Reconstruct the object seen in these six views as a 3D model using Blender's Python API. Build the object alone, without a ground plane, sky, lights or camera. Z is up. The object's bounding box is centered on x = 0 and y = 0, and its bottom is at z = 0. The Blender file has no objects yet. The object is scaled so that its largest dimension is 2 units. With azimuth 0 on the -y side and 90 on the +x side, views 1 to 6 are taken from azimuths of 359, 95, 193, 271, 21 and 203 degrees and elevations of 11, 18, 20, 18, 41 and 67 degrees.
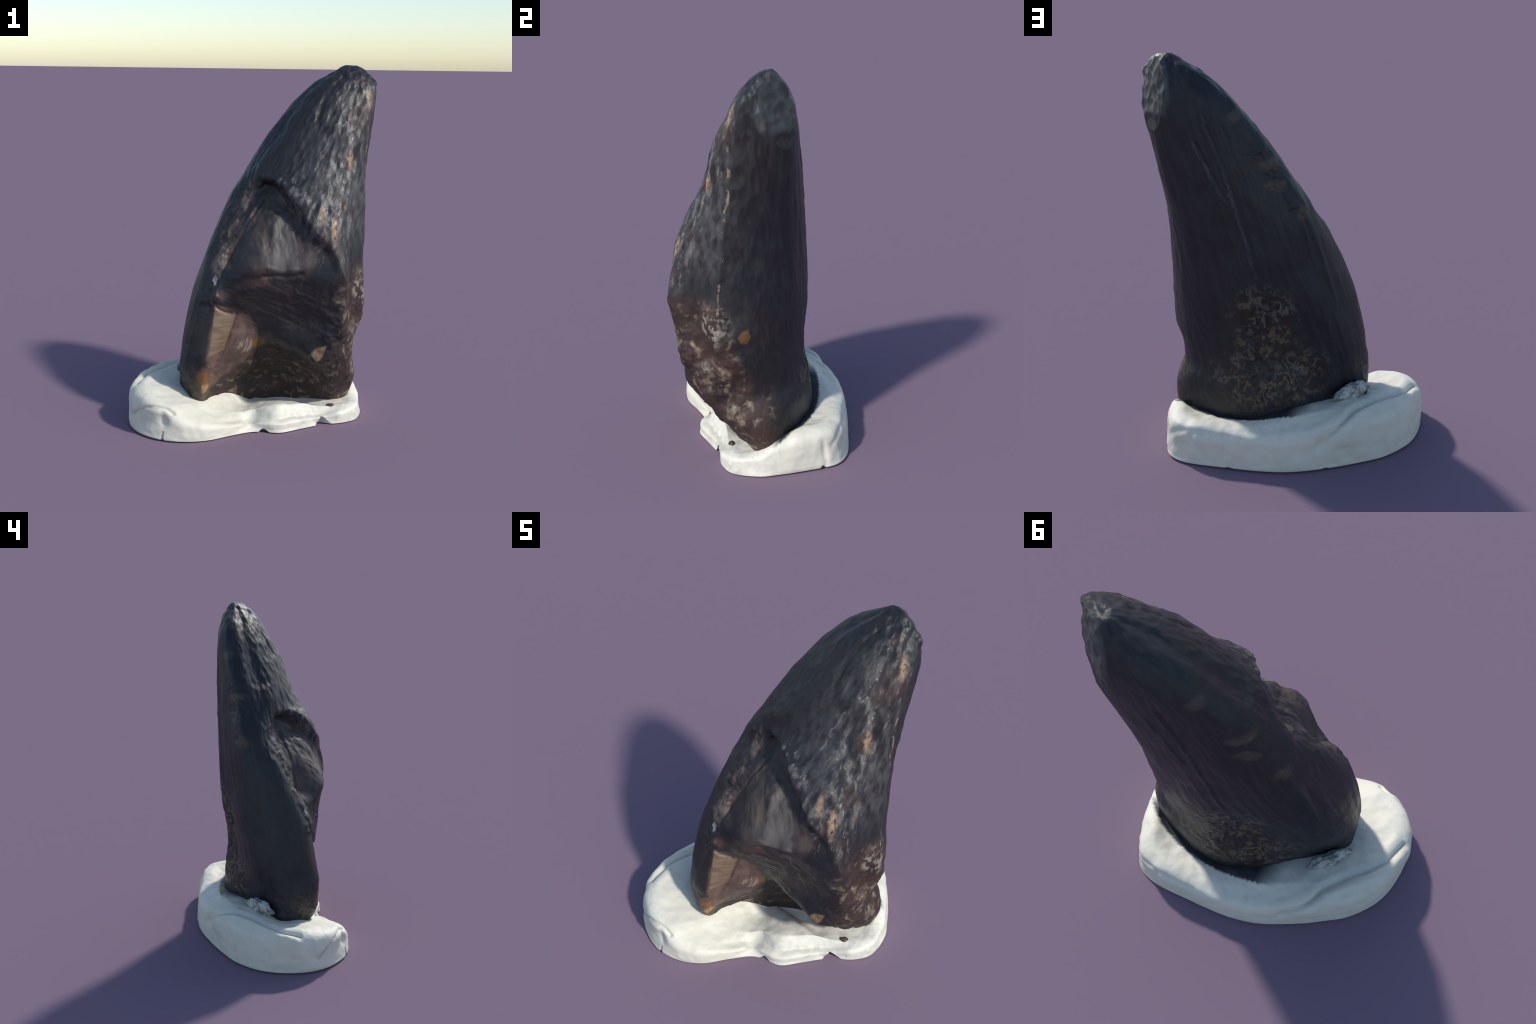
import bpy, bmesh, math, random
import numpy as np
from mathutils import Vector, noise as mnoise

# ------------------------------------------------------------------ helpers
def pchip(xk, yk, x):
    """monotone cubic through control points (flat outside)"""
    xk = np.asarray(xk, float); yk = np.asarray(yk, float)
    o = np.argsort(xk); xk = xk[o]; yk = yk[o]
    h = np.diff(xk); d = np.diff(yk) / h
    m = np.zeros_like(yk); m[0] = d[0]; m[-1] = d[-1]
    for i in range(1, len(yk) - 1):
        if d[i-1] * d[i] > 0:
            w1 = 2*h[i] + h[i-1]; w2 = h[i] + 2*h[i-1]
            m[i] = (w1 + w2) / (w1/d[i-1] + w2/d[i])
    x = np.clip(np.asarray(x, float), xk[0], xk[-1])
    i = np.clip(np.searchsorted(xk, x) - 1, 0, len(h) - 1)
    t = (x - xk[i]) / h[i]
    return ((1+2*t)*(1-t)**2*yk[i] + t*(1-t)**2*h[i]*m[i]
            + t*t*(3-2*t)*yk[i+1] + t*t*(t-1)*h[i]*m[i+1])

def closed_curve(P, per):
    """closed centripetal-style Catmull-Rom through P (n,2) -> per samples a span"""
    n = len(P); out = []
    L = np.sqrt(np.maximum(np.linalg.norm(np.roll(P, -1, 0) - P, axis=1), 1e-6))
    for i in range(n):
        p0, p1, p2, p3 = P[i-1], P[i], P[(i+1) % n], P[(i+2) % n]
        a, b, c = L[i-1], L[i], L[(i+1) % n]
        m1 = ((p1-p0)/a - (p2-p0)/(a+b) + (p2-p1)/b) * b
        m2 = ((p2-p1)/b - (p3-p1)/(b+c) + (p3-p2)/c) * b
        for k in range(per):
            t = k / per
            out.append((1+2*t)*(1-t)**2*p1 + t*(1-t)**2*m1 + t*t*(3-2*t)*p2 + t*t*(t-1)*m2)
    return np.array(out)

def sstep(a, b, x):
    t = np.clip((np.asarray(x, float) - a) / (b - a), 0, 1)
    return t*t*(3-2*t)

def bump(P, c, r, sharp=1.0):
    """smooth blob weight around point c with radii r"""
    q = ((P - np.array(c)) / np.array(r)) ** 2
    return np.exp(-sharp * q.sum(1))

def fbm(P, scale, octaves=4, seed=0.0):
    s = np.array(scale, float) * np.ones(3)
    off = Vector((seed*3.17, seed*1.31, seed*7.7))
    return np.array([mnoise.fractal(Vector(p*s) + off, 1.0, 2.0, octaves) for p in P])

def grid_faces(nr, nc, base=0):
    F = []
    for i in range(nr - 1):
        for j in range(nc):
            a = base + i*nc + j; b = base + i*nc + (j+1) % nc
            F.append((a, b, b + nc, a + nc))
    return F

def make_mesh(name, V, F):
    me = bpy.data.meshes.new(name)
    me.from_pydata([tuple(v) for v in V], [], F)
    me.validate(); me.update()
    me.polygons.foreach_set("use_smooth", [True]*len(me.polygons))
    return me

def vnormals(V, F):
    me = make_mesh("helper", V, F)
    n = np.empty(len(V)*3); me.vertices.foreach_get("normal", n)
    bpy.data.meshes.remove(me)
    return n.reshape(-1, 3)

# ------------------------------------------------------------------ the tooth
# Long curves that run up the tooth, (height, x, y), in order round the section.
TRACKS = {
 "distal_carina": [(1.97,.62,.12),(1.9,.68,.085),(1.8,.66,.02),(1.67,.635,-.014),(1.5,.612,-.042),(1.28,.61,-.07),(1.14,.607,-.09),(.98,.607,-.12),(.8,.614,-.145),(.7,.622,-.13),(.62,.615,-.1),(.5,.572,-.08),(.4,.555,-.09),(.3,.57,-.06),(.2,.575,0),(.1,.56,.04),(.03,.54,.06)],
 "distal_back": [(1.97,.61,.16),(1.9,.655,.15),(1.8,.672,.135),(1.7,.662,.14),(1.6,.648,.12),(1.4,.622,.09),(1.2,.595,.07),(1.0,.588,.07),(.8,.583,.07),(.6,.58,.07),(.5,.55,.07),(.42,.54,.08),(.3,.58,.08),(.2,.59,.09),(.1,.575,.1),(.03,.56,.1)],
 "back_right": [(1.97,.57,.21),(1.9,.60,.235),(1.8,.61,.25),(1.7,.59,.257),(1.6,.565,.255),(1.4,.53,.242),(1.2,.49,.231),(1.0,.475,.218),(.8,.465,.208),(.6,.46,.195),(.45,.45,.19),(.3,.475,.2),(.03,.485,.2)],
 "back_middle": [(1.97,.53,.217),(1.9,.5,.255),(1.8,.45,.28),(1.6,.37,.292),(1.4,.3,.293),(1.2,.25,.295),(1.0,.21,.295),(.8,.18,.289),(.6,.18,.267),(.5,.18,.263),(.4,.18,.274),(.3,.17,.288),(.03,.15,.298)],
 "back_left": [(1.97,0.49,0.213),(1.9,0.42,0.25),(1.8,0.33,0.27),(1.6,0.22,0.262),(1.4,0.12,0.25),(1.2,0.05,0.243),(1,0.01,0.236),(0.8,0.01,0.227),(0.7,0.03,0.215),(0.6,0.03,0.21),(0.5,0.02,0.21),(0.4,-0.04,0.22),(0.25,-0.06,0.232),(0.03,-0.05,0.24)],
 "back_left_corner": [(1.97,0.478,0.203),(1.9,0.38,0.235),(1.8,0.29,0.25),(1.6,0.15,0.225),(1.4,0.045,0.197),(1.2,-0.06,0.187),(1,-0.13,0.165),(0.8,-0.15,0.17),(0.6,-0.15,0.158),(0.4,-0.16,0.155),(0.25,-0.17,0.15),(0.03,-0.17,0.15)],
 "mesial_back_ridge": [(1.97,0.465,0.19),(1.9,0.345,0.212),(1.8,0.245,0.215),(1.6,0.088,0.182),(1.45,-0.008,0.15),(1.256,-0.125,0.132),(0.951,-0.226,0.085),(0.7,-0.287,0.07),(0.5,-0.327,0.06),(0.3,-0.335,0.03),(0.2,-0.335,0.02),(0.03,-0.34,0.02)],
 "mesial_face": [(1.97,0.46,0.17),(1.9,0.34,0.165),(1.8,0.232,0.155),(1.6,0.075,0.105),(1.45,-0.02,0.075),(1.256,-0.135,0.05),(0.951,-0.265,-0.03),(0.7,-0.345,-0.06),(0.5,-0.382,-0.07),(0.3,-0.405,-0.07),(0.03,-0.405,-0.08)],
 "mesial_front_ridge": [(1.97,.475,.15),(1.9,.37,.12),(1.8,.262,.1),(1.6,.13,.035),(1.45,.015,0),(1.29,-.095,0),(1.12,-.188,-.065),(.84,-.288,-.17),(.7,-.318,-.21),(.5,-.355,-.23),(.3,-.38,-.22),(.2,-.37,-.2),(.03,-.35,-.18)],
 "left_ridge": [(1.97,.48,.13),(1.9,.38,.09),(1.8,.28,.06),(1.6,.15,-.02),(1.45,.03,-.04),(1.274,-.025,-.048),(1.147,-.09,-.113),(.95,-.17,-.19),(.839,-.207,-.239),(.727,-.204,-.282),(.7,-.207,-.275),(.55,-.24,-.292),(.4,-.265,-.305),(.25,-.272,-.298),(.12,-.28,-.24),(.03,-.27,-.22)],
 "left_valley": [(1.97,.5,.115),(1.9,.42,.06),(1.8,.34,.01),(1.6,.2,-.065),(1.45,.06,-.075),(1.4,.036,-.047),(1.365,.045,-.03),(1.284,.05,-.075),(1.2,0,-.115),(1.127,-.04,-.152),(1.05,-.073,-.167),(.944,-.136,-.2),(.86,-.15,-.255),(.727,-.15,-.275),(.65,-.12,-.25),(.543,-.125,-.249),(.454,-.151,-.243),(.404,-.175,-.245),(.314,-.216,-.245),(.2,-.22,-.19),(.03,-.2,-.12)],
 "panel_left": [(1.97,0.515,0.105),(1.9,0.445,0.045),(1.8,0.37,-0.005),(1.6,0.235,-0.085),(1.45,0.09,-0.093),(1.4,0.07,-0.09),(1.37,0.07,-0.05),(1.284,0.072,-0.098),(1.19,0.05,-0.17),(1.1,0.02,-0.23),(1.03,0.01,-0.26),(0.93,0,-0.335),(0.88,-0.005,-0.337),(0.82,-0.02,-0.328),(0.7,-0.05,-0.262),(0.65,-0.06,-0.237),(0.541,-0.02,-0.215),(0.46,-0.03,-0.215),(0.353,-0.06,-0.185),(0.3,-0.08,-0.16),(0.2,-0.13,-0.11),(0.03,-0.12,-0.06)],
 "panel_middle": [(1.97,0.53,0.1),(1.9,0.47,0.035),(1.8,0.4,-0.02),(1.6,0.28,-0.1),(1.45,0.13,-0.118),(1.395,0.1,-0.12),(1.36,0.09,-0.065),(1.284,0.092,-0.11),(1.19,0.113,-0.232),(1.03,0.11,-0.309),(0.93,0.11,-0.357),(0.9,0.11,-0.352),(0.88,0.11,-0.34),(0.8,0.1,-0.322),(0.65,0.08,-0.245),(0.541,0.05,-0.2),(0.48,0.06,-0.165),(0.42,0.08,-0.12),(0.35,0.1,-0.085),(0.2,0.1,-0.02),(0.03,0.1,0)],
 "right_valley": [(1.97,0.55,0.1),(1.9,0.52,0.03),(1.8,0.46,-0.03),(1.6,0.34,-0.12),(1.45,0.19,-0.15),(1.39,0.145,-0.16),(1.35,0.14,-0.12),(1.3,0.14,-0.125),(1.19,0.175,-0.21),(1.1,0.22,-0.245),(1.03,0.235,-0.295),(0.93,0.232,-0.361),(0.9,0.235,-0.35),(0.86,0.24,-0.335),(0.75,0.24,-0.305),(0.6,0.21,-0.268),(0.52,0.2,-0.27),(0.47,0.2,-0.25),(0.42,0.22,-0.195),(0.36,0.25,-0.13),(0.2,0.28,-0.04),(0.03,0.28,0.02)],
 "lip_edge": [(1.97,0.57,0.1),(1.9,0.56,0.03),(1.8,0.52,-0.03),(1.6,0.42,-0.135),(1.45,0.26,-0.172),(1.4,0.21,-0.187),(1.367,0.18,-0.205),(1.335,0.195,-0.242),(1.228,0.275,-0.31),(1.144,0.335,-0.349),(1.047,0.38,-0.362),(0.95,0.37,-0.38),(0.87,0.34,-0.362),(0.75,0.35,-0.345),(0.6,0.33,-0.312),(0.47,0.33,-0.317),(0.41,0.34,-0.31),(0.37,0.36,-0.265),(0.3,0.38,-0.16),(0.2,0.4,-0.1),(0.1,0.43,-0.02),(0.03,0.43,0)],
 "lobe_crest": [(1.97,0.585,0.1),(1.9,0.61,0.035),(1.8,0.58,-0.025),(1.6,0.49,-0.125),(1.45,0.42,-0.187),(1.291,0.395,-0.269),(1.223,0.41,-0.305),(1.132,0.445,-0.328),(1.047,0.455,-0.352),(1,0.46,-0.366),(0.9,0.485,-0.375),(0.75,0.49,-0.357),(0.6,0.485,-0.338),(0.494,0.455,-0.325),(0.4,0.44,-0.295),(0.3,0.44,-0.215),(0.2,0.46,-0.13),(0.1,0.47,-0.02),(0.03,0.47,0.02)],
 "lobe_side": [(1.97,.605,.11),(1.9,.65,.055),(1.8,.63,-.01),(1.6,.575,-.09),(1.484,.53,-.137),(1.347,.52,-.18),(1.2,.53,-.212),(1.0,.54,-.235),(.9,.535,-.24),(.8,.525,-.238),(.715,.538,-.205),(.6,.535,-.205),(.5,.548,-.215),(.42,.545,-.205),(.35,.535,-.175),(.2,.55,-.06),(.1,.54,.01),(.03,.52,.04)],
}
TIP = np.array([.54, .172, 2.0])
NZ, PER = 380, 34

# The fracture on the front: everything below the overhanging lip has come away.
LIP = [(-.02,1.46),(.034,1.402),(.12,1.385),(.175,1.355),(.192,1.312),(.268,1.213),(.332,1.127),(.435,1.045),(.47,.95)]     # x, z of the lip edge
# the surface laid bare: x, z, y
SCAR = [(.0,1.42,-.03),(.04,1.39,-.05),(.045,1.35,-.05),(.069,1.284,-.085),(.1,1.34,-.055),(.14,1.31,-.115),(.17,1.34,-.16),
 (.113,1.19,-.232),(.156,1.184,-.229),(.2,1.24,-.19),(.205,1.19,-.232),(.25,1.15,-.272),(.26,1.21,-.245),(.11,1.033,-.312),(.2,1.03,-.312),(.27,1.07,-.31),
 (.33,1.1,-.325),(.33,1.02,-.33),(.42,1.0,-.35),(.4,.9,-.37),(.08,.93,-.357),(.232,.928,-.363),(.3,.95,-.352),(.178,.897,-.345),(.061,.882,-.341),(.297,.867,-.346),
 (-.025,1.274,-.048),(-.09,1.147,-.113),(-.119,1.107,-.129),(-.17,.95,-.19),(-.04,1.127,-.157),(-.073,1.051,-.172),(-.136,.944,-.178),
 (.01,1.127,-.21),(-.03,1.05,-.245),(-.08,.944,-.255),(0,.93,-.352),(-.207,.839,-.239),(-.13,.86,-.285),(-.05,.87,-.335),(0,.86,-.342),(.02,1.2,-.135)]

def thin_plate(pts, q, smooth=1e-4):
    pts = np.array(pts); n = len(pts)
    def phi(d):
        return np.where(d > 1e-9, d*d*np.log(np.maximum(d, 1e-9)), 0)
    d = np.linalg.norm(pts[:, None, :2] - pts[None, :, :2], axis=2)
    A = np.zeros((n+3, n+3)); A[:n, :n] = phi(d) + smooth*np.eye(n)
    A[:n, n] = 1; A[:n, n+1:] = pts[:, :2]; A[n:, :n] = A[:n, n:].T
    w = np.linalg.solve(A, np.append(pts[:, 2], [0, 0, 0]))
    return phi(np.linalg.norm(q[:, None, :] - pts[None, :, :2], axis=2)) @ w[:n] + w[n] + q @ w[n+1:]

def side_of(line, q):
    """signed distance to an open polyline in the x,z plane (positive below / left of it)"""
    L = np.array(line); best = np.full(len(q), 9.0); sg = np.ones(len(q))
    for p, r in zip(L[:-1], L[1:]):
        e = r - p; t = np.clip(((q - p) @ e) / (e @ e), 0, 1)
        v = q - (p + t[:, None]*e); d = np.linalg.norm(v, axis=1)
        s = np.where(e[0]*v[:, 1] - e[1]*v[:, 0] > 0, -1, 1)
        m = d < best; best = np.where(m, d, best); sg = np.where(m, s, sg)
    return best*sg

def tooth_rings():
    zs = np.concatenate([np.linspace(.03, 1.9, NZ), np.linspace(1.9, 1.97, 18)[1:]])
    names = list(TRACKS)
    X = np.array([pchip([k[0] for k in TRACKS[n]], [k[1] for k in TRACKS[n]], zs) for n in names])
    Y = np.array([pchip([k[0] for k in TRACKS[n]], [k[2] for k in TRACKS[n]], zs) for n in names])
    # before the break the front ran straight from the left ridge to the lip
    w = sstep(.9, 1.0, zs) * (1 - sstep(1.40, 1.52, zs))
    i0 = names.index("left_ridge"); i1 = names.index("lip_edge")
    for i in range(i0 + 1, i1):
        f = (i - i0) / (i1 - i0)
        X[i] += w*(X[i0]*(1-f) + X[i1]*f - X[i])
        Y[i] += w*(Y[i0]*(1-f) + Y[i1]*f - .012*math.sin(math.pi*f) - Y[i])
    rings = []
    for i, z in enumerate(zs):
        C = closed_curve(np.stack([X[:, i], Y[:, i]], 1), PER)
        rings.append(np.column_stack([C, np.full(len(C), z)]))
    top = rings[-1]; cen = top.mean(0)
    for t in np.linspace(0, 1, 14)[1:-1]:          # round the tip over
        s = 1 - t
        r = cen + (top - cen)*s + (TIP - cen)*np.array([1, 1, 0])*t
        r[:, 2] = 1.97 + (TIP[2] - 1.97)*(1 - s*s)
        rings.append(r)
    # lay the scar bare
    front = np.zeros(len(rings[0])); front[(i0-1)*PER:(i1+2)*PER] = 1
    col = np.arange(len(front)) / PER
    front = sstep(i0 - .6, i0 + .3, col) * (1 - sstep(i1 + .9, i1 + 1.6, col))
    A = np.concatenate(rings); q = A[:, [0, 2]]; fr = np.tile(front, len(rings))
    near = (A[:, 2] > .82) & (A[:, 2] < 1.5) & (fr > 0)
    d = side_of(LIP, q[near])
    m = sstep(-.006, .055, d) * sstep(.0, .06, q[near, 0] + .9*np.maximum(1.34 - q[near, 1], 0)) * fr[near] * sstep(.84, .93, A[near, 2])
    y = thin_plate(SCAR, q[near])
    A[near, 1] += m*(y - A[near, 1])
    # flat chip at the tip
    n = np.array([.66, .73, .15]); n /= np.linalg.norm(n)
    over = np.maximum(A @ n - np.array([.632, .155, 1.9]) @ n, 0)
    A -= over[:, None]*n*.9
    return A.reshape(len(rings), -1, 3)

def seg_dist(V, pts):
    """distance to a polyline in space"""
    pts = np.array(pts, float); best = np.full(len(V), 9.0)
    for p, r in zip(pts[:-1], pts[1:]):
        e = r - p; t = np.clip(((V - p) @ e) / (e @ e), 0, 1)
        best = np.minimum(best, np.linalg.norm(V - (p + t[:, None]*e), axis=1))
    return best

def groove(V, pts, width):
    return np.exp(-(seg_dist(V, pts) / width)**2)

def cells(P, scale):
    s = np.array(scale, float)*np.ones(3)
    return np.array([mnoise.voronoi(Vector(p*s))[0][0] for p in P])

def tooth_relief(V, N):
    x, y, z = V.T
    grow = np.column_stack([x - .3*z, y - .1*z, z*.12])       # coordinates that follow the growth lines
    d = np.zeros(len(V))
    front = 1 - sstep(-.06, .14, y - .08*(z-1))
    up = sstep(.95, 1.2, z)
    # growth striae, all over; strongest on the back
    d += fbm(grow, 26, 3, 1)*(.0022 + .0012*(1-front))
    # soft unevenness
    d += fbm(V, 5, 3, 2)*.004
    # hammered facets of the worn front and tip
    fac = np.clip(front*up + .45*sstep(.5, .62, x)*sstep(.6, .9, z), 0, 1)
    c = cells(np.column_stack([x - .3*z, y, z*.36]), 30)
    d += fac*(c - .45)*.010
    # coarse splinters of the chipped tip
    chip = sstep(-.03, .0, (V - np.array([.60, .19, 1.84])) @ np.array([.67, .726, .149]))*sstep(1.68, 1.76, z)
    chip = np.maximum(chip, .6*sstep(1.9, 1.96, z))
    d += chip*(cells(V*np.array([1, 1, .7]), 20) - .45)*.014
    # rubble of the broken root, front right and low
    low = (1 - sstep(.55, .95, z))*sstep(-.02, .2, x - .25)*front
    rub = np.maximum(low, .7*(1 - sstep(.3, .55, z))*front)
    d += rub*(fbm(V, 11, 4, 5)*.011 + np.abs(fbm(V, 20, 2, 6))*.006)
    # the ledge under the scar: fibrous, sagging streaks
    fib = bump(V, (.13, -.28, .72), (.28, .2, .15))
    q = np.column_stack([x*3 + z*6, y*8, z*26 + x*12])
    d += fib*(np.abs(fbm(q + 1.2*fbm(V, 7, 2, 17)[:, None], .8, 3, 8)) - .25)*.011
    # scar surface: flaky, streaked downwards
    sc = bump(V, (.07, -.25, 1.08), (.2, .25, .17))
    d += sc*fbm(np.column_stack([x*22 + z*4, y*6, z*6]), 1.0, 3, 9)*.007
    # knobbly mesial ridge beside the scar
    rid = groove(V, [(-.03, -.03, 1.33), (-.1, -.09, 1.14), (-.2, -.2, .88), (-.23, -.26, .72)], .05)
    d += rid*fbm(V, 26, 3, 11)*.009
    # scaly patch low on the back
    patch = np.clip(bump(V, (.07, .25, .7), (.15, .2, .17), 1.2) + bump(V, (.05, .25, .42), (.27, .25, .14), 1.2), 0, 1)
    worm = fbm(np.column_stack([x*24, y*24, z*17]), 1.0, 2, 13)
    d += patch*(.35 - np.minimum(np.abs(worm)*2.2, 1))*.009
    # long hairline ridges on the back
    for ln in ([(.382, .292, 1.604), (.321, .293, 1.481), (.24, .29, 1.33)], [(.33, .283, 1.678), (.242, .285, 1.471), (.19, .285, 1.3), (.135, .282, 1.106), (.094, .27, .933)]):
        d += groove(V, ln, .007)*.005 - groove(V, [(p[0]-.014, p[1], p[2]) for p in ln], .007)*.005
    # wrinkled pits on the mesial edge
    pit = np.clip(sum(bump(V, c, (.05, .06, .03)) for c in ((.10, .207, 1.545), (.03, .17, 1.48), (.0, .17, 1.40), (-.112, .142, 1.265))), 0, 1)
    d += pit*(.3 - np.abs(fbm(np.column_stack([x*14, y*14, z*24]), 1.0, 2, 15))*1.6)*.012
    # ridge that bounds the mesial face
    d += groove(V, [(-.11, .14, 1.27), (-.2, .1, 1.02), (-.27, .08, .75)], .012)*.006
    # cracks
    d -= groove(V, [(.075, -.095, 1.3), (.05, -.09, 1.27), (0, -.125, 1.19), (-.04, -.155, 1.127), (-.073, -.17, 1.051), (-.14, -.185, .944), (-.17, -.24, .86)], .010)*.009
    d -= groove(V, [(-.085, -.24, .655), (-.121, -.25, .543), (-.151, -.245, .454), (-.175, -.245, .404), (-.216, -.255, .314)], .008)*.009
    d -= groove(V, [(-.23, -.29, .74), (-.2, -.28, .70), (-.15, -.26, .665), (-.12, -.25, .66)], .009)*.012
    d -= groove(V, [(.06, -.345, .885), (.11, -.345, .89), (.18, -.345, .885), (.26, -.36, .9)], .014)*.010
    d += groove(V, [(.08, -.355, .935), (.16, -.36, .92), (.235, -.363, .93)], .012)*.006
    d -= groove(V, [(.49, .071, 1.937), (.424, .017, 1.861), (.37, -.024, 1.777), (.343, -.069, 1.698)], .02)*.010
    # carina on the distal edge, knob and hollow low down
    d += groove(V, [(.64, .01, 1.8), (.62, -.03, 1.58), (.61, -.07, 1.25), (.607, -.115, .98)], .009)*.004
    d += bump(V, (.585, -.02, .24), (.09, .12, .09))*.012
    return V + N*d[:, None]

def build_tooth():
    rings = list(tooth_rings()); nc = len(rings[0])
    V = np.concatenate(rings + [[rings[0].mean(0)], [TIP]])
    F = grid_faces(len(rings), nc)
    b = len(V) - 2; last = (len(rings)-1)*nc
    for j in range(nc):
        F.append((b, (j+1) % nc, j)); F.append((b+1, last + j, last + (j+1) % nc))
    V = tooth_relief(V, vnormals(V, F))
    V[:, 2] *= 2.0 / V[:, 2].max()
    return V, F

def tooth_part(c):
    """which part of the tooth a face centre belongs to"""
    x, y, z = c
    if np.dot((x - .60, y - .19, z - 1.84), (.67, .726, .149)) > -.012 and z > 1.7: return "chipped_tip"
    if y < .02 and .86 < z < 1.42 and -.2 < x < .43 and x > -.03 - .55*(1.30 - z):
        if side_of(LIP, np.array([[x, z]]))[0] > 0: return "fracture_face"
    if z < .80 - .05*math.sin(9*x) and y < -.02 + .12*max(x, 0): return "broken_root"
    return "crown"

# ------------------------------------------------------------------ the putty
# outline on the ground: x, y, crest height, crest inset, height where it meets the tooth
PUTTY = [(.645,.04,.12,.07,.10),(.63,.14,.17,.08,.13),(.588,.29,.205,.09,.18),(.533,.425,.21,.10,.18),(.45,.474,.21,.11,.18),
 (.22,.486,.2,.09,.19),(0,.477,.205,.09,.225),(-.13,.45,.215,.09,.245),(-.29,.38,.235,.09,.255),(-.45,.285,.25,.1,.26),
 (-.555,.205,.25,.1,.26),(-.66,.05,.25,.1,.24),(-.692,-.11,.245,.1,.205),(-.678,-.25,.24,.1,.19),(-.615,-.365,.215,.09,.17),
 (-.5,-.455,.185,.09,.145),(-.37,-.482,.125,.09,.12),(-.24,-.458,.085,.09,.105),(-.11,-.382,.065,.08,.1),(0,-.327,.058,.06,.105),
 (.06,-.322,.058,.06,.11),(.16,-.334,.06,.06,.12),(.26,-.282,.06,.05,.125),(.37,-.217,.055,.05,.12),(.44,-.189,.055,.05,.1),
 (.52,-.169,.07,.06,.09),(.605,-.107,.09,.06,.09)]

def build_putty():
    P = np.array(PUTTY); n = len(P); per = 24
    C = closed_curve(P[:, :2], per)
    k = np.arange(n + 1); u = np.arange(n*per) / per
    ext = [pchip(k, np.append(P[:, c], P[0, c]), u) for c in (2, 3, 4)]
    hc, ins, hi = ext
    rg = np.linalg.norm(C, axis=1); D = C / rg[:, None]
    cx, cy, ax, ay = .08, .03, .49, .27            # where the tooth stands
    ri = np.array([min(t for t in np.linspace(.05, .8, 300)
                   if ((d[0]*t-cx)/ax)**2 + ((d[1]*t-cy)/ay)**2 > 1) for d in D])
    ri = np.minimum(ri, rg - ins - .05)
    prof_r = [rg*0, rg*.5, rg - .03, rg - .004, rg - .01, rg - .18*ins, rg - .45*ins, rg - ins, (rg-ins)*.5 + ri*.5, ri, ri*.5, rg*0]
    prof_z = [hc*0, hc*0, hc*0, hc*.06, hc*.4, hc*.74, hc*.93, hc, hc*.45 + hi*.55, hi, hi*.9, hi*0 + .1]
    s = np.arange(len(prof_r), dtype=float)
    su = np.concatenate([np.linspace(0, 2, 4)[:-1], np.linspace(2, 11, 130)])
    RR = np.array(prof_r); ZZ = np.array(prof_z)
    r_s = np.array([pchip(s, RR[:, j], su) for j in range(len(rg))]).T
    z_s = np.array([pchip(s, ZZ[:, j], su) for j in range(len(rg))]).T
    rows = [np.column_stack([D*r_s[i][:, None], z_s[i]]) for i in range(1, len(su)-1)]
    nc = len(rg)
    V = np.concatenate(rows + [[(0, 0, 0)], [(0, 0, .1)]])
    F = grid_faces(len(rows), nc); b = len(V) - 2; last = (len(rows)-1)*nc
    for j in range(nc):
        F.append((b, (j+1) % nc, j)); F.append((b+1, last + j, last + (j+1) % nc))
    V = putty_relief(V, F)
    return V, F

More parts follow.
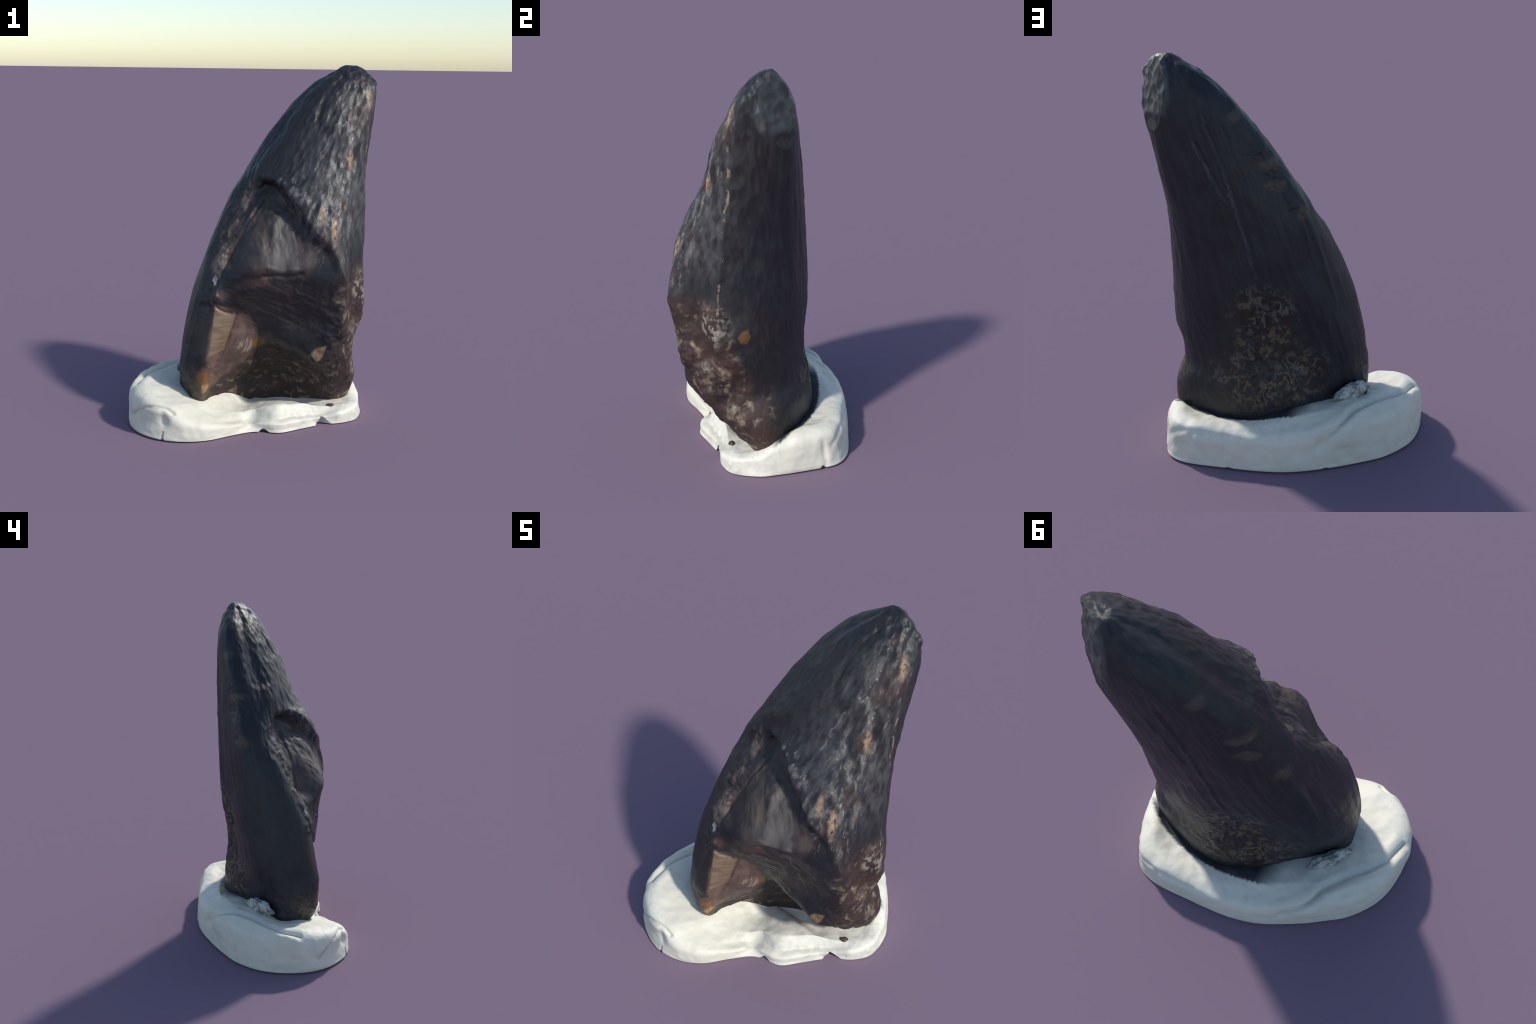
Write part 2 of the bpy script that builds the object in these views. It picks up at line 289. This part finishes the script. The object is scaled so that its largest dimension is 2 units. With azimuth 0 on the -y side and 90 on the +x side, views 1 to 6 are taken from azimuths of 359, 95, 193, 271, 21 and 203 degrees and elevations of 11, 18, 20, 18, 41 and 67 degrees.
def putty_relief(V, F):
    N = vnormals(V, F); x, y, z = V.T
    up = sstep(.004, .03, z)
    d = fbm(V, 4, 3, 21)*.008 + fbm(V, 13, 3, 22)*.003 + (cells(V, 16) - .4)*.004
    # folds of the pressed strip: behind, and the curled end at the front left
    flat = V*np.array([1, 1, .15]); top = sstep(.09, .14, z)
    fold = np.array([(-.235, .40, .12), (-.256, .383, .16), (-.317, .333, .209), (-.355, .285, .23), (-.385, .215, .24), (-.46, .126, .25), (-.55, .03, .24), (-.61, -.05, .23), (-.647, -.176, .22)])
    inner = fold*np.array([.93, .93, 1]) - np.array([0, .02, 0]); outer = fold*np.array([1.05, 1.05, 1]) + np.array([0, .012, 0])
    k3 = np.array([1, 1, .15])
    d -= top*groove(flat, fold*k3, .013)*.016
    d += top*groove(flat, outer*k3, .022)*.012 + top*groove(flat, inner*k3, .02)*.006
    curl = [(-.656, -.282, .088), (-.621, -.324, .129), (-.562, -.385, .165), (-.506, -.408, .176), (-.459, -.42, .171), (-.42, -.44, .15)]
    d -= groove(V, curl, .010)*.016
    d -= bump(V, (-.477, -.435, .115), (.03, .06, .04))*.024
    d -= bump(V, (-.53, -.42, .08), (.11, .1, .06))*.010
    # planed corner at the back right
    d -= groove(V, [(.53, .41, .12), (.456, .448, .175), (.383, .465, .181), (.2, .47, .175)], .022)*.008
    d -= groove(V, [(.40, .465, .16), (.385, .48, .12), (.308, .485, .034)], .010)*.009
    d -= bump(V, (.46, .47, .08), (.06, .08, .06))*.012
    # finger dents
    d -= bump(V, (.0, -.29, .07), (.05, .09, .06))*.018
    d -= groove(V, [(-.01, -.36, .02), (.0, -.28, .075), (.03, -.2, .09)], .025)*.008
    d += groove(V, [(.09, -.34, .03), (.12, -.27, .08), (.16, -.2, .1)], .04)*.006
    d -= groove(V, [(.56, .36, .16), (.55, .37, .02)], .014)*.008
    V = V + N*(d*up)[:, None]
    # splits that run up from the ground edge: place, half width, height, depth
    x, y, z = V.T
    for cx, cy, w, h, dep in ((.412, -.2, .034, .05, .06), (.07, -.325, .028, .022, .035), (-.487, -.46, .008, .05, .03), (.57, .36, .018, .02, .03), (.2, .485, .03, .012, .03), (-.27, .38, .03, .012, .03)):
        r = np.array([cx, cy]); r /= np.linalg.norm(r); t = np.array([-r[1], r[0]])
        q = V[:, :2] - np.array([cx, cy])
        along = q @ t; out = q @ r
        m = sstep(0, .006, w*(1 - np.clip(z/h, 0, 1)) - np.abs(along) + .003)*(np.abs(out) < .09)*(z < h)
        V[:, :2] -= (m*dep)[:, None]*r
    V[:, 2] = np.maximum(V[:, 2], 0)
    return V

# ------------------------------------------------------------------ materials
class Graph:
    """small helper to write node trees as expressions"""
    def __init__(self, name):
        self.mat = bpy.data.materials.new(name); self.mat.use_nodes = True
        self.t = self.mat.node_tree; self.p = self.t.nodes["Principled BSDF"]
        tc = self.t.nodes.new("ShaderNodeTexCoord"); self.P = tc.outputs["Object"]
        sp = self.t.nodes.new("ShaderNodeSeparateXYZ"); self.link(self.P, sp.inputs[0])
        self.X, self.Y, self.Z = sp.outputs
    def link(self, a, b):
        if hasattr(a, "is_output"): self.t.links.new(a, b)
        else: b.default_value = a
    def m(self, op, a, b=0.0, c=0.0, clamp=False):
        n = self.t.nodes.new("ShaderNodeMath"); n.operation = op; n.use_clamp = clamp
        for i, v in enumerate((a, b, c)): self.link(v, n.inputs[i])
        return n.outputs[0]
    def mul(self, *a):
        r = a[0]
        for v in a[1:]: r = self.m("MULTIPLY", r, v)
        return r
    def inv(self, a): return self.m("SUBTRACT", 1.0, a)
    def any(self, *a):
        r = a[0]
        for v in a[1:]: r = self.m("MAXIMUM", r, v)
        return r
    def vec(self, op, a, b=(0, 0, 0), out=0):
        n = self.t.nodes.new("ShaderNodeVectorMath"); n.operation = op
        self.link(a, n.inputs[0]); self.link(b, n.inputs[1]); return n.outputs[out]
    def scale(self, v, f):
        n = self.t.nodes.new("ShaderNodeVectorMath"); n.operation = "SCALE"
        self.link(v, n.inputs[0]); self.link(f, n.inputs["Scale"]); return n.outputs[0]
    def xyz(self, x, y, z):
        n = self.t.nodes.new("ShaderNodeCombineXYZ")
        for i, v in enumerate((x, y, z)): self.link(v, n.inputs[i])
        return n.outputs[0]
    def noise(self, v, s, detail=4.0, rough=.55, dist=0.0, color=False):
        n = self.t.nodes.new("ShaderNodeTexNoise"); n.inputs["Scale"].default_value = s
        n.inputs["Detail"].default_value = detail; n.inputs["Roughness"].default_value = rough
        n.inputs["Distortion"].default_value = dist; self.link(v, n.inputs["Vector"])
        return n.outputs["Color" if color else "Fac"]
    def voronoi(self, v, s, feature="F1", out="Distance"):
        n = self.t.nodes.new("ShaderNodeTexVoronoi"); n.feature = feature
        n.inputs["Scale"].default_value = s; self.link(v, n.inputs["Vector"]); return n.outputs[out]
    def ramp(self, v, a, b, lo=0.0, hi=1.0):
        n = self.t.nodes.new("ShaderNodeMapRange"); n.interpolation_type = "SMOOTHSTEP"
        self.link(v, n.inputs["Value"])
        n.inputs["From Min"].default_value = a; n.inputs["From Max"].default_value = b
        n.inputs["To Min"].default_value = lo; n.inputs["To Max"].default_value = hi
        return n.outputs["Result"]
    def mix(self, f, a, b, mode="MIX"):
        n = self.t.nodes.new("ShaderNodeMix"); n.data_type = "RGBA"; n.blend_type = mode
        self.link(f, n.inputs[0])
        for v, i in ((a, 6), (b, 7)): self.link(v if hasattr(v, "is_output") else (*v, 1), n.inputs[i])
        return n.outputs[2]
    def spot(self, v, c, r, soft=.35):
        d = self.vec("LENGTH", self.vec("MULTIPLY", self.vec("SUBTRACT", v, c), tuple(1/k for k in r)), out="Value")
        return self.ramp(d, 1 + soft, 1 - soft)
    def line(self, v, pts, r, soft=.5):
        best = None
        for a, b in zip(pts[:-1], pts[1:]):
            ab = tuple(q - p for p, q in zip(a, b)); L = sum(k*k for k in ab)
            pa = self.vec("SUBTRACT", v, a)
            t = self.m("DIVIDE", self.vec("DOT_PRODUCT", pa, ab, out="Value"), L, clamp=True)
            d = self.vec("LENGTH", self.vec("SUBTRACT", pa, self.scale(ab, t)), out="Value")
            best = d if best is None else self.m("MINIMUM", best, d)
        return self.ramp(best, r*(1 + soft), r*(1 - soft))
    def poly(self, pts, soft=.008):
        """inside of a convex outline in the x,z plane, counter-clockwise"""
        best = None
        for (x0, z0), (x1, z1) in zip(pts, pts[1:] + pts[:1]):
            L = math.hypot(x1-x0, z1-z0); a, b = -(z1-z0)/L, (x1-x0)/L
            s = self.m("ADD", self.m("MULTIPLY", self.X, a), self.m("MULTIPLY_ADD", self.Z, b, -(a*x0 + b*z0)))
            best = s if best is None else self.m("MINIMUM", best, s)
        return best if soft is None else self.ramp(best, -soft, soft)
    def done(self, col, rough, bump=None, strength=.3, dist=.01, spec=.5):
        self.link(col, self.p.inputs["Base Color"]); self.link(rough, self.p.inputs["Roughness"])
        self.p.inputs["Specular IOR Level"].default_value = spec
        if bump is not None:
            b = self.t.nodes.new("ShaderNodeBump"); b.inputs["Strength"].default_value = strength
            b.inputs["Distance"].default_value = dist; self.link(bump, b.inputs["Height"])
            self.t.links.new(b.outputs[0], self.p.inputs["Normal"])
        return self.mat

def fossil_material():
    g = Graph("fossil_tooth")
    lean = g.xyz(g.m("MULTIPLY_ADD", g.Z, -.32, g.X), g.m("MULTIPLY_ADD", g.Z, -.1, g.Y), g.m("MULTIPLY", g.Z, .22))
    warp = g.vec("ADD", g.P, g.scale(g.vec("SUBTRACT", g.noise(g.P, 9, 3, color=True), (.5, .5, .5)), .10))
    warpf = g.vec("ADD", g.P, g.scale(g.vec("SUBTRACT", g.noise(g.P, 30, 3, color=True), (.5, .5, .5)), .04))
    front = g.ramp(g.Y, .13, -.03)
    big = g.noise(g.P, 3.2, 4); streak = g.noise(lean, 24, 5, .6); fine = g.noise(lean, 70, 4, .65)
    flake = g.noise(g.xyz(g.m("MULTIPLY_ADD", g.Z, -.32, g.X), g.Y, g.m("MULTIPLY", g.Z, .26)), 25, 4, .62)
    # enamel: blue-black, brown-black and grey bands
    col = g.mix(g.ramp(big, .38, .62), (.0135, .0145, .018), (.018, .0155, .016))
    col = g.mix(g.mul(g.ramp(streak, .45, .7), .7), col, (.026, .026, .029))
    col = g.mix(g.mul(g.ramp(fine, .52, .75), .45), col, (.035, .034, .035))
    # the worn front of the crown is greyer, flecked with pale grey, tan and ochre
    before = g.ramp(g.m("SUBTRACT", g.Y, g.m("MULTIPLY_ADD", g.Z, .156, -.271)), .035, -.03)     # in front of the distal edge
    lobe = g.mul(front, before, g.ramp(g.Z, .9, 1.2), g.ramp(g.m("MULTIPLY_ADD", g.Z, -.5, g.X), -.62, -.36))
    col = g.mix(g.mul(lobe, g.ramp(flake, .36, .62)), col, (.056, .055, .058))
    strip = g.line(warp, [(.42, -.33, 1.0), (.44, -.29, 1.15), (.47, -.2, 1.4), (.55, -.1, 1.63), (.6, 0, 1.8), (.6, .06, 1.92)], .085, .6)
    lipband = g.line(warp, [(.16, -.2, 1.39), (.24, -.27, 1.29), (.33, -.34, 1.17), (.41, -.35, 1.07)], .055, .6)
    pale = g.mul(before, g.any(g.mul(strip, .95), g.mul(lipband, .85)))
    col = g.mix(g.mul(pale, g.ramp(flake, .51, .61), .8), col, (.135, .122, .113))
    col = g.mix(g.mul(pale, g.ramp(fine, .56, .66), g.ramp(flake, .46, .56)), col, (.30, .265, .235))
    col = g.mix(g.mul(strip, g.ramp(g.noise(g.P, 7, 2), .54, .62), .6), col, (.05, .028, .024))
    for c, r in (((.43, -.32, 1.13), (.017, .06, .06)), ((.365, -.31, 1.22), (.014, .06, .04)), ((.522, -.139, 1.495), (.011, .05, .05)), ((.628, 0, 1.815), (.012, .04, .05))):
        col = g.mix(g.mul(g.spot(warpf, c, r, .7), g.ramp(fine, .36, .5), .9), col, (.34, .225, .145))
    col = g.mix(g.mul(g.line(warpf, [(.413, -.125, 1.624), (.366, -.155, 1.53), (.32, -.2, 1.416)], .006), .6), col, (.16, .155, .155))
    # thin ochre line along the distal edge
    car = g.line(warpf, [(.64, .01, 1.8), (.621, -.027, 1.58), (.613, -.038, 1.44), (.609, -.075, 1.25), (.608, -.09, 1.1), (.607, -.115, .96), (.613, -.12, .88)], .0055)
    col = g.mix(g.mul(car, g.ramp(g.noise(g.P, 16, 2), .38, .52), .85), col, (.24, .185, .125))
    # scar: warm grey-brown with a pale slab
    scar = g.mul(front, g.ramp(g.poly([(-.22, .9), (.28, .86), (.36, .98), (.2, 1.28), (.08, 1.33)][::1], None), -.01, .03))
    col = g.mix(scar, col, g.mix(g.ramp(g.noise(g.P, 9, 4), .38, .6), (.030, .026, .027), (.068, .051, .045)))
    slab = g.mul(front, g.ramp(g.m("ADD", g.poly([(.09, .92), (.25, .90), (.23, 1.08), (.15, 1.2), (.11, 1.15)], None), g.m("MULTIPLY_ADD", g.noise(g.P, 22, 3), .04, -.02)), -.008, .012))
    col = g.mix(g.mul(slab, g.ramp(streak, .3, .6, .5, 1.0)), col, (.100, .090, .083))
    col = g.mix(g.mul(g.line(warp, [(-.0, -.02, 1.33), (-.06, -.08, 1.2), (-.13, -.14, 1.05), (-.19, -.21, .9)], .04, .6), g.ramp(flake, .4, .6), .9), col, (.115, .086, .077))
    col = g.mix(g.mul(g.spot(warpf, (-.207, -.239, .839), (.010, .03, .025)), .9), col, (.32, .31, .3))
    # fibrous dark ledge under the scar
    fibv = g.xyz(g.m("MULTIPLY_ADD", g.Z, 6.0, g.m("MULTIPLY", g.X, 3.0)), g.m("MULTIPLY", g.Y, 6.0), g.m("MULTIPLY_ADD", g.X, 12.0, g.m("MULTIPLY", g.Z, 26.0)))
    fib = g.mul(front, g.spot(warp, (.15, -.3, .72), (.27, .25, .16), .3))
    col = g.mix(fib, col, g.mix(g.ramp(g.noise(fibv, 1.1, 4), .48, .66), (.023, .019, .0195), (.054, .047, .043)))
    red = g.mul(front, g.line(warp, [(-.17, -.28, .76), (-.06, -.33, .83), (.06, -.34, .865)], .03, .5))
    col = g.mix(g.mul(red, .8), col, (.075, .042, .036))
    # brown broken root with pale crumbs
    rootm = g.any(g.mul(g.ramp(g.Z, .98, .86), g.ramp(g.X, .40, .52), g.ramp(g.m("ADD", g.Y, g.m("MULTIPLY", g.Z, .36)), .24, .16)),
                  g.mul(g.ramp(g.m("ADD", g.Z, g.m("MULTIPLY", g.noise(g.P, 8, 3), .2)), .60, .46), g.ramp(g.Y, .12, .0), g.ramp(g.X, -.3, -.2)),
                  g.mul(g.ramp(g.m("ADD", g.Z, g.m("MULTIPLY", g.noise(g.P, 10, 3), .3)), .62, .45), g.ramp(g.X, .42, .52), g.ramp(g.Y, .16, .08)))
    crumb = g.noise(g.P, 15, 5, .6, .6)
    rootc = g.mix(g.ramp(g.noise(g.P, 6, 3), .4, .62), (.026, .017, .0155), (.050, .028, .0225))
    rootc = g.mix(g.ramp(crumb, .54, .64), rootc, (.13, .098, .072))
    rootc = g.mix(g.mul(g.ramp(crumb, .62, .70), g.ramp(fine, .4, .6)), rootc, (.30, .25, .19))
    col = g.mix(rootm, col, rootc)
    col = g.mix(g.mul(g.spot(warp, (.6, -.16, .8), (.06, .09, .1), .4), g.ramp(g.noise(warpf, 26, 4), .45, .6)), col, (.23, .2, .17))
    col = g.mix(g.mul(g.spot(warp, (.585, -.16, .52), (.1, .09, .08), .4), g.ramp(g.noise(warpf, 22, 4), .48, .6), .8), col, (.19, .155, .115))
    col = g.mix(g.mul(g.spot(warpf, (.608, .003, .745), (.05, .028, .036)), .85), col, (.15, .078, .026))
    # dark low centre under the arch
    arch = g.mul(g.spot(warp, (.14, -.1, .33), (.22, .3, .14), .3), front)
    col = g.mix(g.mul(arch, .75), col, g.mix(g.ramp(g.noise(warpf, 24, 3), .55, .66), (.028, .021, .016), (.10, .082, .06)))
    # tan and brown dentine of the left leg
    leg = g.mul(g.ramp(g.Y, -.10, -.16), g.ramp(g.m("ADD", g.poly([(-.27, .2), (-.2, .24), (0, .40), (.03, .56), (-.02, .66), (-.2, .72), (-.24, .5)], None), g.m("MULTIPLY_ADD", g.noise(g.P, 14, 4), .06, -.03)), -.01, .02))
    col = g.mix(leg, col, g.mix(g.ramp(g.noise(g.P, 12, 4), .4, .62), (.085, .052, .044), (.135, .084, .066)))
    col = g.mix(g.mul(leg, g.spot(warpf, (-.03, -.22, .47), (.06, .1, .04)), g.ramp(fine, .45, .6)), col, (.26, .2, .15))
    tan = g.mul(g.ramp(g.Y, -.10, -.16), g.poly([(-.235, .43), (-.155, .45), (-.09, .655), (-.2, .715)], .007))
    col = g.mix(tan, col, g.mix(g.ramp(g.noise(g.xyz(g.X, g.Y, g.m("MULTIPLY", g.Z, 6.0)), 8, 3), .38, .62), (.15, .098, .066), (.21, .145, .095)))
    col = g.mix(g.mul(g.spot(warpf, (-.27, -.29, .29), (.035, .07, .06)), .85), col, (.20, .082, .034))
    col = g.mix(g.mul(g.spot(warpf, (-.262, -.29, .235), (.024, .06, .028)), .9), col, (.42, .24, .12))
    foot = g.mul(g.spot(warp, (-.32, -.23, .2), (.10, .12, .11), .4), g.ramp(crumb, .4, .6))
    col = g.mix(g.mul(foot, .8), col, (.095, .066, .04))
    col = g.mix(g.mul(g.spot(warpf, (-.285, -.24, .12), (.04, .05, .025)), .9), col, (.21, .14, .11))
    epatch = g.mul(g.ramp(g.Y, -.15, -.2), g.poly([(.318, .45), (.352, .402), (.385, .44), (.4, .5), (.35, .485)], .007))
    col = g.mix(epatch, col, (.23, .155, .09))
    col = g.mix(g.mul(front, g.spot(warpf, (.035, -.17, .475), (.04, .09, .035)), .85), col, (.13, .075, .024))
    # back: scaly brown patch with pale squiggles, faint ochre stains on the mesial edge
    patch = g.mul(g.ramp(g.Y, .02, .1), g.any(g.spot(warp, (.07, .25, .70), (.16, .3, .2), .3), g.spot(warp, (.04, .25, .40), (.3, .3, .16), .3)))
    wv = g.noise(g.xyz(g.m("MULTIPLY", g.X, 24.0), g.m("MULTIPLY", g.Y, 24.0), g.m("MULTIPLY", g.Z, 17.0)), 1.0, 2, .5, .6)
    squig = g.ramp(g.m("ABSOLUTE", g.m("SUBTRACT", wv, .52)), .085, .03)
    col = g.mix(g.mul(patch, .7), col, g.mix(g.ramp(big, .4, .6), (.026, .018, .014), (.030, .026, .022)))
    col = g.mix(g.mul(patch, squig, g.ramp(g.noise(g.P, 14, 3), .40, .56)), col, g.mix(g.ramp(g.noise(g.P, 8, 2), .45, .55), (.105, .098, .088), (.11, .078, .042)))
    for c, r in (((-.112, .142, 1.262), (.026, .05, .04)), ((.03, .18, 1.49), (.07, .07, .022)), ((.01, .18, 1.39), (.045, .06, .018)), ((.2, .215, 1.72), (.03, .05, .025))):
        col = g.mix(g.mul(g.spot(warp, c, r, .5), .7), col, (.085, .062, .044))
    for pts in ([(.382, .292, 1.604), (.321, .293, 1.481), (.24, .29, 1.33)], [(.242, .285, 1.471), (.19, .285, 1.3), (.135, .282, 1.106), (.094, .27, .933)]):
        col = g.mix(g.mul(g.line(warpf, pts, .005), .6), col, (.075, .066, .056))
    # chipped tip: grey
    tipm = g.ramp(g.vec("DOT_PRODUCT", g.vec("SUBTRACT", g.P, (.60, .19, 1.84)), (.67, .726, .149), out="Value"), -.02, -.004)
    tipm = g.mul(tipm, g.ramp(g.Z, 1.70, 1.76))
    col = g.mix(g.mul(tipm, g.ramp(flake, .3, .6, .35, 1.0)), col, (.060, .062, .060))
    rough = g.m("ADD", g.ramp(streak, .3, .7, .40, .56), g.mul(g.any(rootm, leg, scar), .12))
    h = g.m("ADD", g.mul(streak, .5), g.m("ADD", g.mul(fine, .35), g.mul(flake, .5)))
    return g.done(col, rough, h, .35, .008, .42)

def putty_material():
    g = Graph("white_putty")
    n1 = g.noise(g.P, 3, 4); n2 = g.noise(g.P, 14, 5, .6); n3 = g.noise(g.P, 45, 3)
    col = g.mix(g.ramp(n1, .35, .65), (.67, .64, .525), (.71, .685, .585))
    col = g.mix(g.mul(g.ramp(n2, .5, .72), .45), col, (.56, .535, .445))
    # greyer mottling on the low front
    grey_patch = g.mul(g.ramp(g.Y, .0, -.08), g.ramp(g.Y, -.36, -.26), g.ramp(g.X, -.2, .02), g.ramp(n2, .42, .62))
    col = g.mix(g.mul(grey_patch, .55), col, (.46, .46, .41))
    # darker brown lines along the folds
    fold = g.line(g.P, [(-.256, .383, .16), (-.317, .333, .2), (-.355, .285, .22), (-.385, .215, .23), (-.46, .126, .235), (-.55, .03, .23), (-.61, -.05, .22), (-.647, -.176, .21)], .013, .8)
    curl = g.line(g.P, [(-.656, -.282, .085), (-.621, -.324, .125), (-.562, -.385, .158), (-.506, -.408, .165)], .009, .8)
    col = g.mix(g.mul(g.any(fold, curl), .5), col, (.40, .37, .29))
    col = g.mix(g.mul(g.ramp(n3, .68, .75), g.ramp(n1, .45, .6), .6), col, (.42, .36, .28))
    # blue-black band round the back of the tooth foot, ragged outwards
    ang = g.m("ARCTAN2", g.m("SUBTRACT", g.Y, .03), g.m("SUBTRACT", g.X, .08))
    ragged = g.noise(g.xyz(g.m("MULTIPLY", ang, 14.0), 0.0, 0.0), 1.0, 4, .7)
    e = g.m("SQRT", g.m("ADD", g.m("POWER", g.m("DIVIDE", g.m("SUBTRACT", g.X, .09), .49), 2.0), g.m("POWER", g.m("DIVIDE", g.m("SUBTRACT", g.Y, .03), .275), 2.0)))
    dark_band = g.mul(g.ramp(g.m("ADD", e, g.mul(g.m("SUBTRACT", ragged, .5), .12)), 1.12, 1.06), g.ramp(g.Y, .09, .15), g.ramp(g.X, -.2, -.05))
    col = g.mix(dark_band, col, (.022, .024, .028))
    h = g.m("ADD", n2, g.mul(n3, .4))
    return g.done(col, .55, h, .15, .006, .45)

def plain(name, c1, c2, scale, rough):
    g = Graph(name)
    n = g.noise(g.P, scale, 4)
    return g.done(g.mix(g.ramp(n, .4, .6), c1, c2), rough, n, .3, .006)

# ------------------------------------------------------------------ assembly
root = bpy.data.objects.new("mounted_fossil_tooth", None)
root["label"] = "dark broken fossil tooth standing in white putty"
root["category"] = "fossil tooth"
bpy.context.collection.objects.link(root)

def add(name, me, parent, mat):
    o = bpy.data.objects.new(name, me); bpy.context.collection.objects.link(o); o.parent = parent
    me.materials.append(mat)
    return o

def split(V, F, classify, mat):
    """cut one smooth surface into parts that keep the whole surface's normals"""
    N = vnormals(V, F); parts = {}
    for f in F: parts.setdefault(classify(V[list(f)].mean(0)), []).append(f)
    for name, faces in parts.items():
        used = np.unique(np.concatenate([np.array(f) for f in faces]))
        new = np.full(len(V), -1); new[used] = np.arange(len(used))
        me = bpy.data.meshes.new(name)
        me.from_pydata([tuple(v) for v in V[used]], [], [tuple(int(new[i]) for i in f) for f in faces])
        me.update(); me.polygons.foreach_set("use_smooth", [True]*len(me.polygons))
        me.normals_split_custom_set_from_vertices([tuple(n) for n in N[used]])
        add(name, me, root, mat)

V, F = build_tooth()
split(V, F, tooth_part, fossil_material())

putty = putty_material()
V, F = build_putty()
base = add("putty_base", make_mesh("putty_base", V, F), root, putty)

def blob(name, parent, mat, centre, radii, rough, seed, turn=0.0):
    """small lump: a displaced sphere"""
    bm = bmesh.new(); bmesh.ops.create_icosphere(bm, subdivisions=4, radius=1)
    V = np.array([v.co[:] for v in bm.verts])
    V = V*(1 + rough*fbm(V, 1.6, 4, seed)[:, None])*np.array(radii)
    c, s_ = math.cos(turn), math.sin(turn)
    V = V @ np.array([[c, s_, 0], [-s_, c, 0], [0, 0, 1]]) + np.array(centre)
    for v, p in zip(bm.verts, V): v.co = p
    me = bpy.data.meshes.new(name); bm.to_mesh(me); bm.free()
    me.polygons.foreach_set("use_smooth", [True]*len(me.polygons))
    return add(name, me, parent, mat)

# putty squeezed up against the mesial side, and a dark brown spot at the front, modelled as a lump
blob("putty_flake", base, plain("smeared_putty", (.50, .50, .46), (.16, .165, .16), 22, .6), (-.352, .06, .27), (.032, .10, .058), .4, 3, -.75)
blob("dark_spot", base, plain("dark_spot", (.05, .03, .025), (.09, .055, .045), 30, .6), (.452, -.119, 0.091), (.021, .015, .010), .3, 7, .2)
